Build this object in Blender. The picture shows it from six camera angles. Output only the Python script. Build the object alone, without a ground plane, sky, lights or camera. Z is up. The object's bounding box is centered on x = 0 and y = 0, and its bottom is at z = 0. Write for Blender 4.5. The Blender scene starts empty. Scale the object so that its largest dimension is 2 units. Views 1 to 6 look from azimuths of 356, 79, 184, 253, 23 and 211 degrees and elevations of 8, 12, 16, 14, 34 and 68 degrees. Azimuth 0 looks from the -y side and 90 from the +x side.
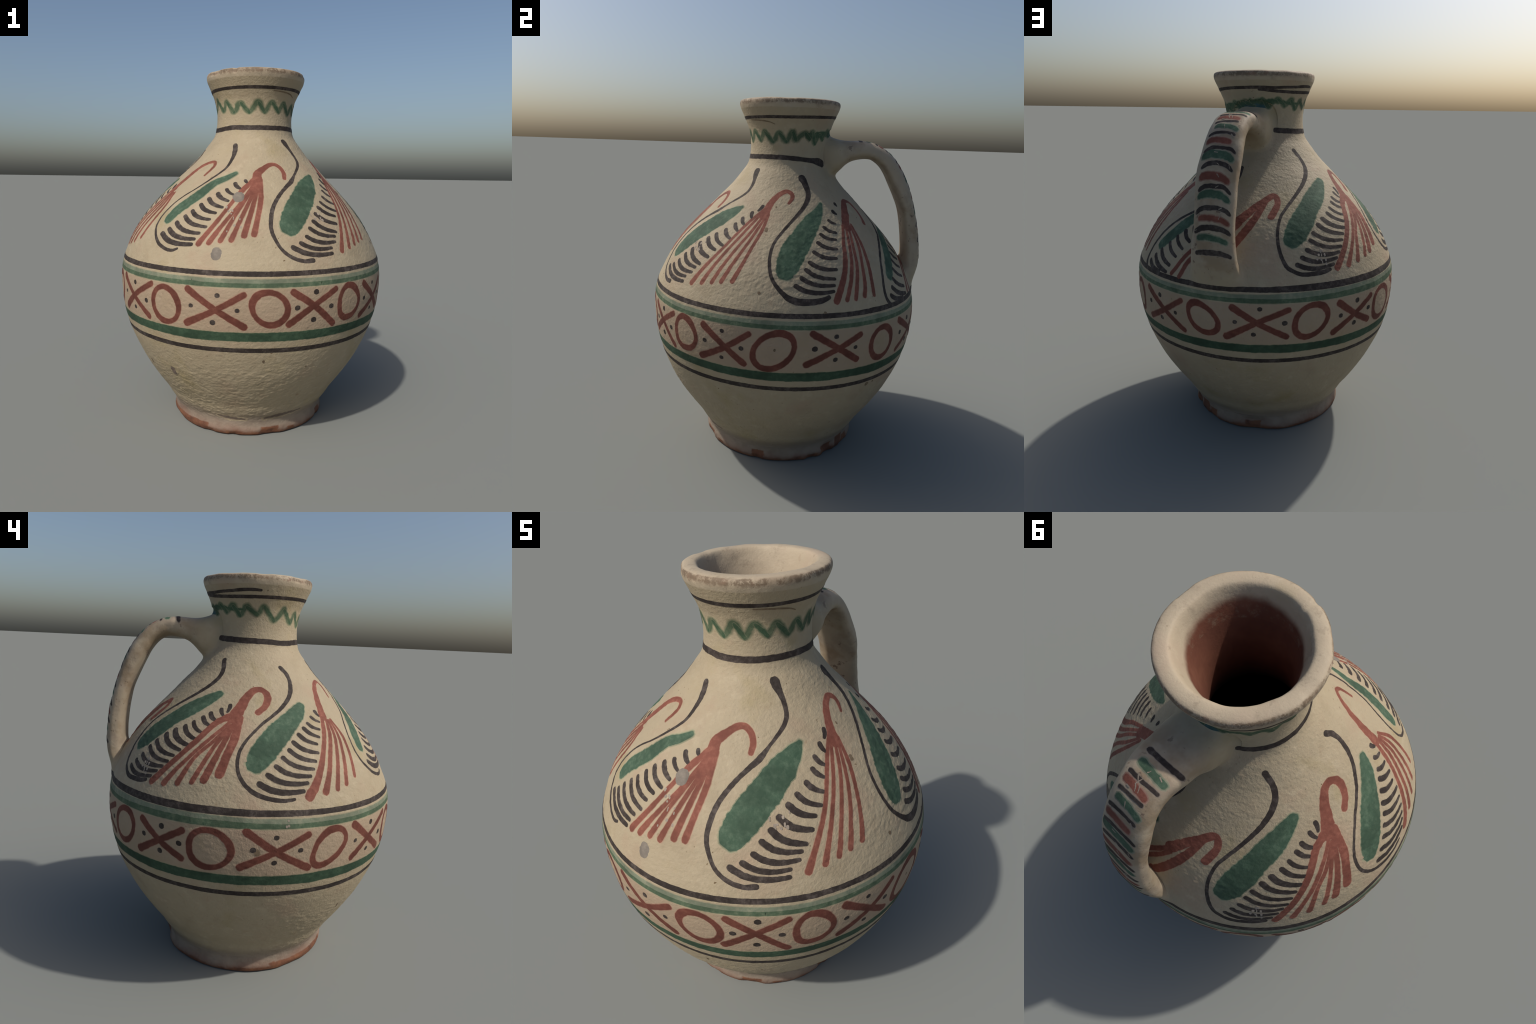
"""Hand-painted earthenware jug with one strap handle: a thrown vessel (foot, body, neck, rim),
a pulled handle blended into it, and brush strokes of coloured slip laid on the surface."""
import bpy, math
import numpy as np
from mathutils import Vector
from mathutils.kdtree import KDTree

RNG = np.random.default_rng(7)

# ------------------------------------------------------------------ noise
_H = np.random.default_rng(11).random((64, 64, 64))
def vnoise(p, seed=0.0):
    """smooth value noise in -1..1, p is (n,3)"""
    q = p + seed
    i = np.floor(q).astype(int); f = q - i; f = f * f * f * (f * (f * 6 - 15) + 10)
    a, b, c = (i[:, k] % 64 for k in range(3)); a1, b1, c1 = (a + 1) % 64, (b + 1) % 64, (c + 1) % 64
    x, y, z = f[:, 0], f[:, 1], f[:, 2]
    g = lambda u, v, w: _H[u, v, w]
    e = (g(a, b, c) * (1 - x) + g(a1, b, c) * x) * (1 - y) + (g(a, b1, c) * (1 - x) + g(a1, b1, c) * x) * y
    h = (g(a, b, c1) * (1 - x) + g(a1, b, c1) * x) * (1 - y) + (g(a, b1, c1) * (1 - x) + g(a1, b1, c1) * x) * y
    return (e * (1 - z) + h * z) * 2 - 1

def sstep(a, b, x):
    t = np.clip((x - a) / (b - a), 0, 1); return t * t * (3 - 2 * t)

def catmull(P, n, closed=False):
    """n samples of a centripetal-like Catmull-Rom curve through the rows of P, evenly spaced in length"""
    P = np.asarray(P, float)
    Q = np.vstack([P[-1], P, P[0], P[1]]) if closed else np.vstack([2 * P[0] - P[1], P, 2 * P[-1] - P[-2]])
    segs = len(Q) - 3; t = np.linspace(0, 1, 24, endpoint=False)[:, None]; out = []
    for k in range(segs):
        a, b, c, d = Q[k:k + 4]
        out.append(.5 * (2 * b + (c - a) * t + (2 * a - 5 * b + 4 * c - d) * t ** 2 + (3 * b - 3 * c + d - a) * t ** 3))
    out.append(Q[-2][None]); C = np.vstack(out)
    return C

def resample(C, step, length_of=lambda C: C):
    X = length_of(C); s = np.r_[0, np.cumsum(np.linalg.norm(np.diff(X, axis=0), axis=1))]
    n = max(3, int(round(s[-1] / step)) + 1); u = np.linspace(0, s[-1], n)
    return np.stack([np.interp(u, s, C[:, k]) for k in range(C.shape[1])], 1)

# ------------------------------------------------------------------ vessel shape
LEAN_Z = (0, .3, .8, 1.35, 1.6, 2.0)                  # the thrown axis wanders a little
LEAN_X = (-.010, -.005, .0005, .002, .0075, .018); LEAN_Y = (.003, .002, -.0005, -.002, -.004, -.0055)
OUTER = [(.441, 0), (.450, .008), (.4535, .03), (.4465, .058), (.4475, .085), (.4585, .11), (.479, .14), (.497, .17),
         (.5145, .2), (.5665, .27), (.613, .34), (.6545, .41), (.688, .48), (.7165, .55), (.738, .62), (.754, .69), (.7635, .76),
         (.767, .83), (.7635, .9), (.748, .97), (.7185, 1.04), (.6835, 1.11), (.6395, 1.18), (.586, 1.25), (.5225, 1.32),
         (.455, 1.39), (.388, 1.46), (.32, 1.53), (.265, 1.6), (.234, 1.645), (.221, 1.69), (.2165, 1.74), (.2185, 1.79),
         (.229, 1.84), (.2455, 1.88), (.263, 1.918), (.278, 1.95)]
LIP = [(.278, 1.95), (.2835, 1.968), (.2838, 1.981), (.2805, 1.991), (.272, 1.9968), (.257, 2.0), (.240, 2.0), (.2275, 1.9965), (.2185, 1.984),
       (.209, 1.960), (.197, 1.925), (.182, 1.88)]
INNER = [(.182, 1.88), (.167, 1.82), (.158, 1.76), (.155, 1.70), (.160, 1.63), (.173, 1.56), (.205, 1.49), (.265, 1.43), (.40, 1.32), (.58, 1.18),
         (.69, 1.02), (.717, .83), (.69, .62), (.6, .4), (.46, .2), (.36, .105), (.2, .075), (.004, .07)]
ZK = np.array([p[1] for p in OUTER]); RK = np.array([p[0] for p in OUTER])
_C = catmull(np.array(OUTER), 0); _ZS, _RS = _C[:, 1], _C[:, 0]
def axis_at(z): return np.interp(z, LEAN_Z, LEAN_X), np.interp(z, LEAN_Z, LEAN_Y)
def radius(z): return np.interp(z, _ZS, _RS)

def bell(az, at, w): return np.exp(-(((az - at + 180) % 360 - 180) / w) ** 2)

def chips(az, z):
    """inward dents: nicks knocked out of the foot edge and the rim"""
    d = np.zeros_like(z)
    for a, w, z0, h, depth in ((12, 7, .0, .035, .010), (-14, 3, 0, .02, .007), (62, 3, 0, .03, .008), (103, 4, .0, .03, .012), (118, 5, .02, .05, .016), (130, 7, 0, .03, .010),
                               (139, 5, 0, .05, .010), (176, 8, .03, .04, .012), (-70, 8, 0, .02, .006), (-32, 4, 0, .02, .006),
                               (-58, 9, 1.99, .02, .0045), (-100, 7, 1.985, .03, .003), (75, 8, 1.98, .025, .004), (-135, 9, 1.985, .02, .002), (-28, 3, 1.99, .02, .004)):
        da = (az - a + 180) % 360 - 180
        d += depth * np.exp(-(da / w) ** 4) * np.exp(-((z - z0) / h) ** 4)
    return d

def relief(az, z):
    """slip bumps, throwing waves and drips: outward displacement in metres on the outside wall"""
    a = np.radians(az); r = radius(z)
    P = np.stack([np.sin(a) * r, -np.cos(a) * r, z], 1)
    low = vnoise(P * 3.1, 3.3) * .0026 + vnoise(P * np.array([1.2, 1.2, 9]), 8.1) * .0011
    st = np.array([1, 1, 1.9])
    n1 = vnoise(P * 40 * st, 1.7); n2 = vnoise(P * 78 * st, 5.9)
    front = sstep(70, 25, np.abs((az - 2 + 180) % 360 - 180)) * sstep(.56, .36, z) * sstep(.07, .13, z)
    side = sstep(50, 20, np.abs((az + 65 + 180) % 360 - 180)) * sstep(.5, .35, z) * sstep(.07, .13, z)
    should = sstep(1.0, 1.1, z) * sstep(1.66, 1.5, z)
    patch = sstep(-.1, .5, vnoise(P * 2.3, 9.4))
    rough = .52 + .85 * front + .7 * side + should * (.22 + .45 * patch)
    sway = .013 * bell(az, 231, 27) * np.exp(-((z - 1.19) / .17) ** 2) + .005 * bell(az, 285, 26) * np.exp(-((z - 1.1) / .15) ** 2) \
        + (.003 * np.cos(a - 1.05) + .002) * np.exp(-((z - .13) / .10) ** 4) + .0025 * np.cos(a - 1.2) * np.exp(-((z - .4) / .15) ** 2)
    sway = sway + .009 * bell(az, 178, 60) * np.exp(-((z - 1.80) / .075) ** 2)
    lump = .009 * np.exp(-(((az + 73) / 1.6) ** 2 + ((z - .485) / .02) ** 2))
    foot = vnoise(P * np.array([9, 9, 14]), 2.2) * .004 * sstep(.12, .05, z)
    neck = sstep(1.66, 1.72, z)
    rim = vnoise(P * 14, 4.4) * .0022 * sstep(1.94, 1.97, z)
    ridges = np.sign(n1) * np.abs(n1) ** 1.2
    return low * (1 - .55 * neck) + sway + (ridges * .0012 + n2 * .0009) * rough * (1 - .5 * neck) + lump + foot + rim - chips(az, z)

def base_point(az, z, r):
    a = np.radians(az); cx, cy = axis_at(z)
    return np.stack([cx + np.sin(a) * r, cy - np.cos(a) * r, z + 0 * a], 1)

# ------------------------------------------------------------------ handle shape
PHI = math.radians(166)
HH = np.array([math.sin(PHI), -math.cos(PHI), 0.0]); HL = np.array([math.cos(PHI), math.sin(PHI), 0.0]); UP = np.array([0, 0, 1.0])
# outer (reach, height), inner (reach, height), extent to the left-hand and right-hand side of its plane
PULL = [(0.176, 1.835, 0.19, 1.56, 0.085, 0.1), (0.205, 1.82, 0.225, 1.57, 0.098, 0.133), (0.283, 1.793, 0.287, 1.613, 0.101, 0.15), (0.343, 1.789, 0.345, 1.668, 0.094, 0.138),
        (0.423, 1.791, 0.405, 1.689, 0.093, 0.128), (0.489, 1.78, 0.473, 1.685, 0.09, 0.122), (0.556, 1.745, 0.538, 1.634, 0.091, 0.12), (0.622, 1.68, 0.592, 1.54, 0.096, 0.124),
        (0.682, 1.58, 0.647, 1.42, 0.1, 0.13), (0.732, 1.45, 0.675, 1.3, 0.103, 0.126), (0.77, 1.3, 0.686, 1.2, 0.104, 0.124), (0.783, 1.19, 0.688, 1.13, 0.11, 0.13),
        (0.783, 1.1, 0.678, 1.055, 0.12, 0.14), (0.763, 1.01, 0.64, 0.98, 0.136, 0.149), (0.742, 0.93, 0.6, 0.9, 0.152, 0.159), (0.72, 0.85, 0.56, 0.83, 0.16, 0.174)]
_pull = resample(catmull(np.array(PULL), 0), .008, lambda C: C[:, :2])
NT = len(_pull)
def handle_point(ti, ang):
    """ti: float row index; ang: 0 = middle of the outer face, going round"""
    ti = np.clip(ti, 0, NT - 1); o = np.stack([np.interp(ti, np.arange(NT), _pull[:, k]) for k in range(6)], 1)
    out = o[:, :1] * HH + o[:, 1:2] * UP; inn = o[:, 2:3] * HH + o[:, 3:4] * UP
    c = (out + inn) / 2; half = (out - inn) / 2
    e = 2 / 2.7; co, si = np.cos(ang), np.sin(ang)
    u = np.sign(co) * np.abs(co) ** e; v = np.sign(si) * np.abs(si) ** e
    side = np.where(v > 0, o[:, 4], o[:, 5] - .013 * (1 + u))          # the strap leans: its far side slopes inwards
    P = c + half * u[:, None] + HL * (v * side)[:, None]
    n = vnoise(P * np.array([9, 9, 9]), 6.6) * .0032 + vnoise(P * 26, 2.6) * .0016
    d = P - c; d /= np.linalg.norm(d, axis=1)[:, None] + 1e-9
    return P + d * n[:, None]

# ------------------------------------------------------------------ blending handle and wall
NA = 112
_ti, _an = np.meshgrid(np.arange(NT), np.linspace(0, math.tau, NA, endpoint=False), indexing="ij")
HP = handle_point(_ti.ravel().astype(float), _an.ravel()).reshape(NT, NA, 3)
def grid_normals(G):
    du = np.empty_like(G); du[1:-1] = G[2:] - G[:-2]; du[0] = G[1] - G[0]; du[-1] = G[-1] - G[-2]
    dv = np.roll(G, -1, 1) - np.roll(G, 1, 1)
    n = np.cross(du, dv); return n / (np.linalg.norm(n, axis=2, keepdims=True) + 1e-12)
HN = grid_normals(HP)
_cen = HP.mean(1, keepdims=True)
if ((HP - _cen) * HN).sum() < 0: HN = -HN
_kd = KDTree(NT * NA)
for k, (x, y, z) in enumerate(HP.reshape(-1, 3)): _kd.insert((x, y, z), k)
_kd.balance()
_HPf, _HNf = HP.reshape(-1, 3), HN.reshape(-1, 3)
_slope = np.gradient(_RS, _ZS + np.arange(len(_ZS)) * 1e-9)

def wall_sdf(P):
    cx, cy = axis_at(P[:, 2]); dx, dy = P[:, 0] - cx, P[:, 1] - cy; rho = np.hypot(dx, dy) + 1e-9
    sl = np.interp(P[:, 2], _ZS, _slope); c = 1 / np.sqrt(1 + sl * sl)
    n = np.stack([dx / rho * c, dy / rho * c, -sl * c], 1)
    return (rho - radius(P[:, 2])) * c, n
def handle_sdf(P):
    d = np.empty(len(P)); n = np.empty((len(P), 3))
    for k, p in enumerate(P):
        near = _kd.find_n(p, 4); w = 0; acc = 0; nn = np.zeros(3)
        for _, i, dist in near:
            wi = 1 / (dist + .002); s = float(((p - _HPf[i]) * _HNf[i]).sum()); acc += wi * s; w += wi; nn += wi * _HNf[i]
        d[k] = acc / w; n[k] = nn / np.linalg.norm(nn)
    return d, n
def blend(P, radius_k=.032, rounds=2):
    """pull points near the junction onto the smooth union of wall and handle"""
    P = P.copy()
    for _ in range(rounds):
        a, na = wall_sdf(P); b, nb = handle_sdf(P)
        h = np.clip(.5 + .5 * (b - a) / radius_k, 0, 1)
        s = b * (1 - h) + a * h - radius_k * h * (1 - h)
        base = np.minimum(a, b); act = (h > 0) & (h < 1)
        move = np.where(act, np.minimum(s - base, 0) + np.where(base < 0, 0, base), 0)
        n = na * h[:, None] + nb * (1 - h)[:, None]; n /= np.linalg.norm(n, axis=1)[:, None]
        P = P - n * np.where(act & (np.abs(base) < radius_k), np.clip(s, -.03, .03), 0)[:, None]
    return P

def near_handle(P):
    h = P @ HH; l = P @ HL
    return (h > .1) & (np.abs(l) < .26) & (((P[:, 2] > 1.5) & (P[:, 2] < 1.9) & (h < .42)) | ((P[:, 2] > .78) & (P[:, 2] < 1.2)))

def wall_point(az, z):
    """final outside surface, relief included (z up to 1.95)"""
    return base_point(az, z, radius(z) + relief(az, z))

# ------------------------------------------------------------------ materials
def ramp(nt, fac, stops):
    r = nt.nodes.new("ShaderNodeValToRGB"); el = r.color_ramp.elements
    while len(el) < len(stops): el.new(.5)
    for e, (p, c) in zip(el, stops): e.position = p; e.color = (*c, 1) if len(c) == 3 else c
    nt.links.new(fac, r.inputs[0]); return r.outputs[0]
def noise(nt, co, scale, detail=4, rough=.6, stretch=None):
    if stretch:
        m = nt.nodes.new("ShaderNodeMapping"); m.inputs["Scale"].default_value = stretch; nt.links.new(co, m.inputs[0]); co = m.outputs[0]
    n = nt.nodes.new("ShaderNodeTexNoise"); n.inputs["Scale"].default_value = scale; n.inputs["Detail"].default_value = detail; n.inputs["Roughness"].default_value = rough
    nt.links.new(co, n.inputs["Vector"]); return n.outputs["Fac"]
def mix(nt, fac, a, b, mode="MIX"):
    m = nt.nodes.new("ShaderNodeMix"); m.data_type = "RGBA"; m.blend_type = mode
    for s, v in ((m.inputs["Factor"], fac), (m.inputs["A"], a), (m.inputs["B"], b)):
        pass
    for sock, v in ((m.inputs[0], fac), (m.inputs[6], a), (m.inputs[7], b)):
        if hasattr(v, "is_output"): nt.links.new(v, sock)
        elif isinstance(v, (int, float)): sock.default_value = v
        else: sock.default_value = (*v, 1)
    return m.outputs[2]
def math_(nt, op, a, b=0.0, clamp=False):
    m = nt.nodes.new("ShaderNodeMath"); m.operation = op; m.use_clamp = clamp
    for sock, v in ((m.inputs[0], a), (m.inputs[1], b)):
        if hasattr(v, "is_output"): nt.links.new(v, sock)
        else: sock.default_value = v
    return m.outputs[0]
def span(nt, x, a, b):
    """0..1 smooth as x goes a..b"""
    m = nt.nodes.new("ShaderNodeMapRange"); m.interpolation_type = "SMOOTHSTEP"
    if a > b:
        m.inputs[1].default_value, m.inputs[2].default_value, m.inputs[3].default_value, m.inputs[4].default_value = b, a, 1, 0
    else: m.inputs[1].default_value, m.inputs[2].default_value = a, b
    nt.links.new(x, m.inputs[0]); return m.outputs[0]
def new_mat(name):
    m = bpy.data.materials.new(name); m.use_nodes = True; nt = m.node_tree
    co = nt.nodes.new("ShaderNodeTexCoord").outputs["Object"]; b = nt.nodes["Principled BSDF"]
    return m, nt, co, b
def finish(nt, b, col, co, rough=.62, bump=.25, scale=140, spec=.18):
    if hasattr(col, "is_output"): nt.links.new(col, b.inputs["Base Color"])
    b.inputs["Roughness"].default_value = rough; b.inputs["Specular IOR Level"].default_value = spec
    if bump:
        n = noise(nt, co, scale, 4, .65); u = nt.nodes.new("ShaderNodeBump"); u.inputs["Strength"].default_value = bump; u.inputs["Distance"].default_value = .004
        nt.links.new(n, u.inputs["Height"]); nt.links.new(u.outputs[0], b.inputs["Normal"])

CREAM, CREAM_LIGHT, CREAM_OCHRE, CREAM_PINK = (.342, .281, .188), (.425, .355, .245), (.30, .242, .132), (.335, .252, .172)
CLAY, CLAY_DARK, GREY_SLIP = (.15, .066, .038), (.085, .04, .027), (.215, .172, .142)
BLACK, RED, GREEN = (.039, .030, .026), (.180, .063, .044), (.050, .088, .056)

CLAY_INSIDE = [(.3, (.095, .036, .023)), (.55, (.125, .048, .03)), (.75, (.165, .07, .043))]
def cream_colour(nt, co, strength=1.0):
    big = noise(nt, co, 3.2, 5, .55); mid = noise(nt, co, 17, 5, .65); fine = noise(nt, co, 85, 4, .7)
    c = ramp(nt, big, [(.30, CREAM_PINK), (.46, CREAM), (.58, CREAM), (.74, CREAM_OCHRE)])
    c = mix(nt, math_(nt, "MULTIPLY", span(nt, mid, .50, .72), .6), c, CREAM_LIGHT)
    c = mix(nt, math_(nt, "MULTIPLY", span(nt, noise(nt, co, 26, 5, .7), .48, .30), .45), c, (.32, .245, .16))
    c = mix(nt, math_(nt, "MULTIPLY", span(nt, fine, .58, .75), .30), c, (.27, .205, .12))
    stain = span(nt, noise(nt, co, 8.5, 6, .68), .52, .70)
    c = mix(nt, math_(nt, "MULTIPLY", stain, .34), c, (.215, .165, .10))
    pits = noise(nt, co, 62, 2, .5); where = span(nt, noise(nt, co, 6, 3), .42, .62)
    c = mix(nt, math_(nt, "MULTIPLY", span(nt, pits, .70, .77), where), c, (.14, .095, .05))
    spots = noise(nt, co, 13, 2, .5)
    c = mix(nt, math_(nt, "MULTIPLY", span(nt, spots, .73, .80), .55), c, (.20, .12, .06))
    return c

def z_of(nt, co):
    s = nt.nodes.new("ShaderNodeSeparateXYZ"); nt.links.new(co, s.inputs[0]); return s.outputs[2]

def slip_material():
    m, nt, co, b = new_mat("cream_slip"); c = cream_colour(nt, co); z = z_of(nt, co)
    w = noise(nt, co, 5, 3)
    band = math_(nt, "MULTIPLY", span(nt, z, .655, .69), span(nt, z, .925, .89))
    c = mix(nt, math_(nt, "MULTIPLY", band, .55), c, (.31, .22, .155))
    edge = math_(nt, "ADD", z, math_(nt, "MULTIPLY", w, -.10))
    c = mix(nt, math_(nt, "MULTIPLY", span(nt, edge, .125, .035), .7), c, GREY_SLIP)
    finish(nt, b, c, co, .62, .75, 80); return m

BARE = [(11, 6.5, .048, 0), (-68, 20, .046, 0), (-100, 12, .026, 0), (-42, 8, .05, 0), (63, 4.5, .058, 0), (105, 4.5, .030, 0), (117, 5, .066, 0), (131, 4.5, .085, 0), (141, 4, .06, 0), (176, 6, .05, 0), (172, 11, .108, .088), (-148, 9, .02, 0), (28, 3, .03, 0)]
def foot_material():
    """grey, thin slip rubbed through to the clay along the edge and where flakes came off (azimuth, half width, top, bottom)"""
    m, nt, co, b = new_mat("foot_slip_worn_to_clay"); c = cream_colour(nt, co)
    s = nt.nodes.new("ShaderNodeSeparateXYZ"); nt.links.new(co, s.inputs[0]); x, y, z = s.outputs
    c = mix(nt, .7, c, mix(nt, span(nt, noise(nt, co, 11, 4), .4, .65), GREY_SLIP, (.16, .122, .104)))
    n = noise(nt, co, 7, 4, .6); n2 = noise(nt, co, 34, 3, .6)
    az = math_(nt, "MULTIPLY", math_(nt, "ARCTAN2", x, math_(nt, "MULTIPLY", y, -1)), 57.2958)
    zz = math_(nt, "ADD", z, math_(nt, "MULTIPLY", math_(nt, "SUBTRACT", n2, .5), .016)); aw = math_(nt, "ADD", az, math_(nt, "MULTIPLY", math_(nt, "SUBTRACT", n2, .5), 4.0))
    total = span(nt, math_(nt, "ADD", z, math_(nt, "MULTIPLY", math_(nt, "SUBTRACT", n, .5), .10)), .036, .010)
    for a, w, top, low in BARE:
        d = math_(nt, "ABSOLUTE", math_(nt, "SUBTRACT", math_(nt, "FLOORED_MODULO", math_(nt, "ADD", math_(nt, "SUBTRACT", aw, a), 180), 360), 180))
        k = math_(nt, "MULTIPLY", span(nt, d, w + .9, w - .7), span(nt, zz, top + .004, top - .004))
        if low: k = math_(nt, "MULTIPLY", k, span(nt, zz, low - .004, low + .004))
        total = math_(nt, "MAXIMUM", total, k)
    clay = ramp(nt, noise(nt, co, 15, 4), [(.3, CLAY_DARK), (.5, CLAY), (.7, (.19, .085, .044))])
    blush = span(nt, math_(nt, "ADD", z, math_(nt, "MULTIPLY", math_(nt, "SUBTRACT", n, .5), .13)), .085, .015)
    c = mix(nt, math_(nt, "MULTIPLY", blush, .7), c, (.165, .088, .062))
    c = mix(nt, total, c, clay)
    finish(nt, b, c, co, .66, .45, 80); return m

def rim_material():
    m, nt, co, b = new_mat("worn_rim_slip"); c = cream_colour(nt, co); z = z_of(nt, co)
    c = mix(nt, .35, c, (.45, .37, .285))
    s = nt.nodes.new("ShaderNodeSeparateXYZ"); nt.links.new(co, s.inputs[0])
    rho = math_(nt, "SQRT", math_(nt, "ADD", math_(nt, "POWER", math_(nt, "SUBTRACT", s.outputs[0], .0148), 2), math_(nt, "POWER", math_(nt, "ADD", s.outputs[1], .0058), 2)))
    c = mix(nt, math_(nt, "MULTIPLY", span(nt, rho, .222, .205), math_(nt, "SUBTRACT", 1.0, poured(nt, co))), ramp(nt, noise(nt, co, 6, 5), CLAY_INSIDE)) if False else mix(nt, math_(nt, "MULTIPLY", span(nt, rho, .222, .205), math_(nt, "SUBTRACT", 1.0, poured(nt, co))), c, ramp(nt, noise(nt, co, 6, 5), CLAY_INSIDE))
    arris = math_(nt, "MULTIPLY", span(nt, rho, .268, .278), math_(nt, "MULTIPLY", span(nt, z, 1.957, 1.978), span(nt, z, 1.998, 1.990)))
    w = noise(nt, co, 42, 7, .78); w0 = noise(nt, co, 5, 2)
    wear = span(nt, math_(nt, "ADD", math_(nt, "ADD", w, math_(nt, "MULTIPLY", arris, .17)), math_(nt, "MULTIPLY", w0, .5)), .83, .99)
    worn = ramp(nt, noise(nt, co, 11, 3), [(.35, (.075, .05, .032)), (.55, (.12, .078, .05)), (.68, (.21, .10, .07))])
    c = mix(nt, math_(nt, "MULTIPLY", wear, math_(nt, "MULTIPLY", arris, .85)), c, worn)
    c = mix(nt, math_(nt, "MULTIPLY", arris, math_(nt, "MULTIPLY", span(nt, noise(nt, co, 8, 5, .7), .36, .60), .5)), c, (.19, .135, .088))
    grime = span(nt, noise(nt, co, 16, 6, .75), .52, .68)
    c = mix(nt, math_(nt, "MULTIPLY", grime, .45), c, (.19, .15, .105))
    finish(nt, b, c, co, .6, .35, 110); return m

def poured(nt, co):
    """how much of the mouth the cream slip covers: it runs further down at the back"""
    s = nt.nodes.new("ShaderNodeSeparateXYZ"); nt.links.new(co, s.inputs[0])
    tilt = math_(nt, "ADD", math_(nt, "MULTIPLY", s.outputs[0], -.10), math_(nt, "MULTIPLY", s.outputs[1], .18))
    return span(nt, math_(nt, "ADD", math_(nt, "ADD", s.outputs[2], tilt), math_(nt, "MULTIPLY", math_(nt, "SUBTRACT", noise(nt, co, 9, 4), .5), .04)), 1.885, 1.925)

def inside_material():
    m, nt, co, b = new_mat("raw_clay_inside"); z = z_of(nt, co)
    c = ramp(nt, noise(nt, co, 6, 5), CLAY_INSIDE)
    c = mix(nt, span(nt, math_(nt, "ADD", z, math_(nt, "MULTIPLY", noise(nt, co, 4, 2), .1)), 1.74, 1.52), c, (.022, .011, .008))  # clay colour darkened to near black with depth, painting in the unlit hollow
    c = mix(nt, poured(nt, co), c, (.345, .28, .185))
    finish(nt, b, c, co, .75, .3, 60); return m

def handle_material():
    m, nt, co, b = new_mat("handle_slip"); c = cream_colour(nt, co)
    c = mix(nt, .45, c, (.32, .265, .205))
    g = span(nt, noise(nt, co, 9, 5, .65), .48, .66)
    c = mix(nt, math_(nt, "MULTIPLY", g, .5), c, (.225, .175, .13))
    s = nt.nodes.new("ShaderNodeSeparateXYZ"); nt.links.new(co, s.inputs[0])
    out = math_(nt, "ADD", math_(nt, "MULTIPLY", s.outputs[0], float(HH[0])), math_(nt, "MULTIPLY", s.outputs[1], float(HH[1])))
    root = math_(nt, "MAXIMUM", span(nt, out, .38, .24), span(nt, s.outputs[2], 1.12, .97))
    st = span(nt, noise(nt, co, 5.5, 4, .6), .47, .62)
    c = mix(nt, math_(nt, "MULTIPLY", st, .55), c, (.20, .135, .075))
    d = span(nt, noise(nt, co, 24, 4, .6), .62, .70)
    c = mix(nt, math_(nt, "MULTIPLY", d, .8), c, (.12, .08, .06))
    c = mix(nt, root, c, cream_colour(nt, co))
    finish(nt, b, c, co, .58, .35, 90); return m

def paint(name, col, light, worn=.5, halo=False, rough=.5):
    m, nt, co, b = new_mat(name)
    big = noise(nt, co, 7, 3); mid = noise(nt, co, 38, 5, .7); fine = noise(nt, co, 130, 3, .6)
    c = mix(nt, math_(nt, "MULTIPLY", span(nt, mid, .40, .72), .8), col, light)
    c = mix(nt, math_(nt, "MULTIPLY", span(nt, big, .42, .62), .6), c, tuple(v * .62 for v in col))
    c = mix(nt, math_(nt, "MULTIPLY", span(nt, fine, .68, .76), worn), c, tuple(.45 * v + .55 * w for v, w in zip(light, CREAM)))
    finish(nt, b, c, co, .7, .3, 110, .14); return m

def lerp(a, b, t): return tuple(x * (1 - t) + y * t for x, y in zip(a, b))
M = dict(
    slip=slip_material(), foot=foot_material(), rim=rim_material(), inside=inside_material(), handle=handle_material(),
    black=paint("black_slip_paint", BLACK, (.105, .085, .073), .35), red=paint("red_slip_paint", RED, (.265, .105, .072), .4),
    frieze_red=paint("dark_red_slip_paint", (.125, .042, .030), (.17, .066, .046), .2),
    green=paint("green_slip_paint", GREEN, (.10, .145, .096), .35), dark_green=paint("dark_green_slip_paint", (.036, .066, .040), (.06, .10, .06), .25),
    mid_green=paint("thin_green_slip_paint", (.07, .105, .063), (.145, .175, .11), .3), pale=paint("pale_green_wash", (.17, .195, .135), (.27, .26, .18), .4),
    teal=paint("teal_wash", (.045, .09, .085), (.08, .14, .125), .3), smear=paint("green_smear", (.05, .088, .05), (.11, .14, .08), .3), thin_smear=paint("thin_green_smear", (.078, .11, .064), (.15, .165, .10), .3),
    strap_wear=paint("rubbed_strap_slip", (.27, .22, .17), (.33, .28, .22), .2),
    violet=paint("violet_brown_stain", (.155, .118, .095), (.20, .155, .12), .2),
    stone=paint("grey_filler", (.165, .142, .118), (.23, .196, .158), .3), soot=paint("brown_smudge", (.16, .115, .072), (.25, .19, .125), .3), flake=paint("flaked_slip", (.30, .25, .20), (.38, .31, .24), .3),
    clay=paint("bare_clay", CLAY, (.25, .105, .052), .1), clay_dark=paint("bare_clay_dark", CLAY_DARK, (.14, .065, .04), .1))

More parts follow.
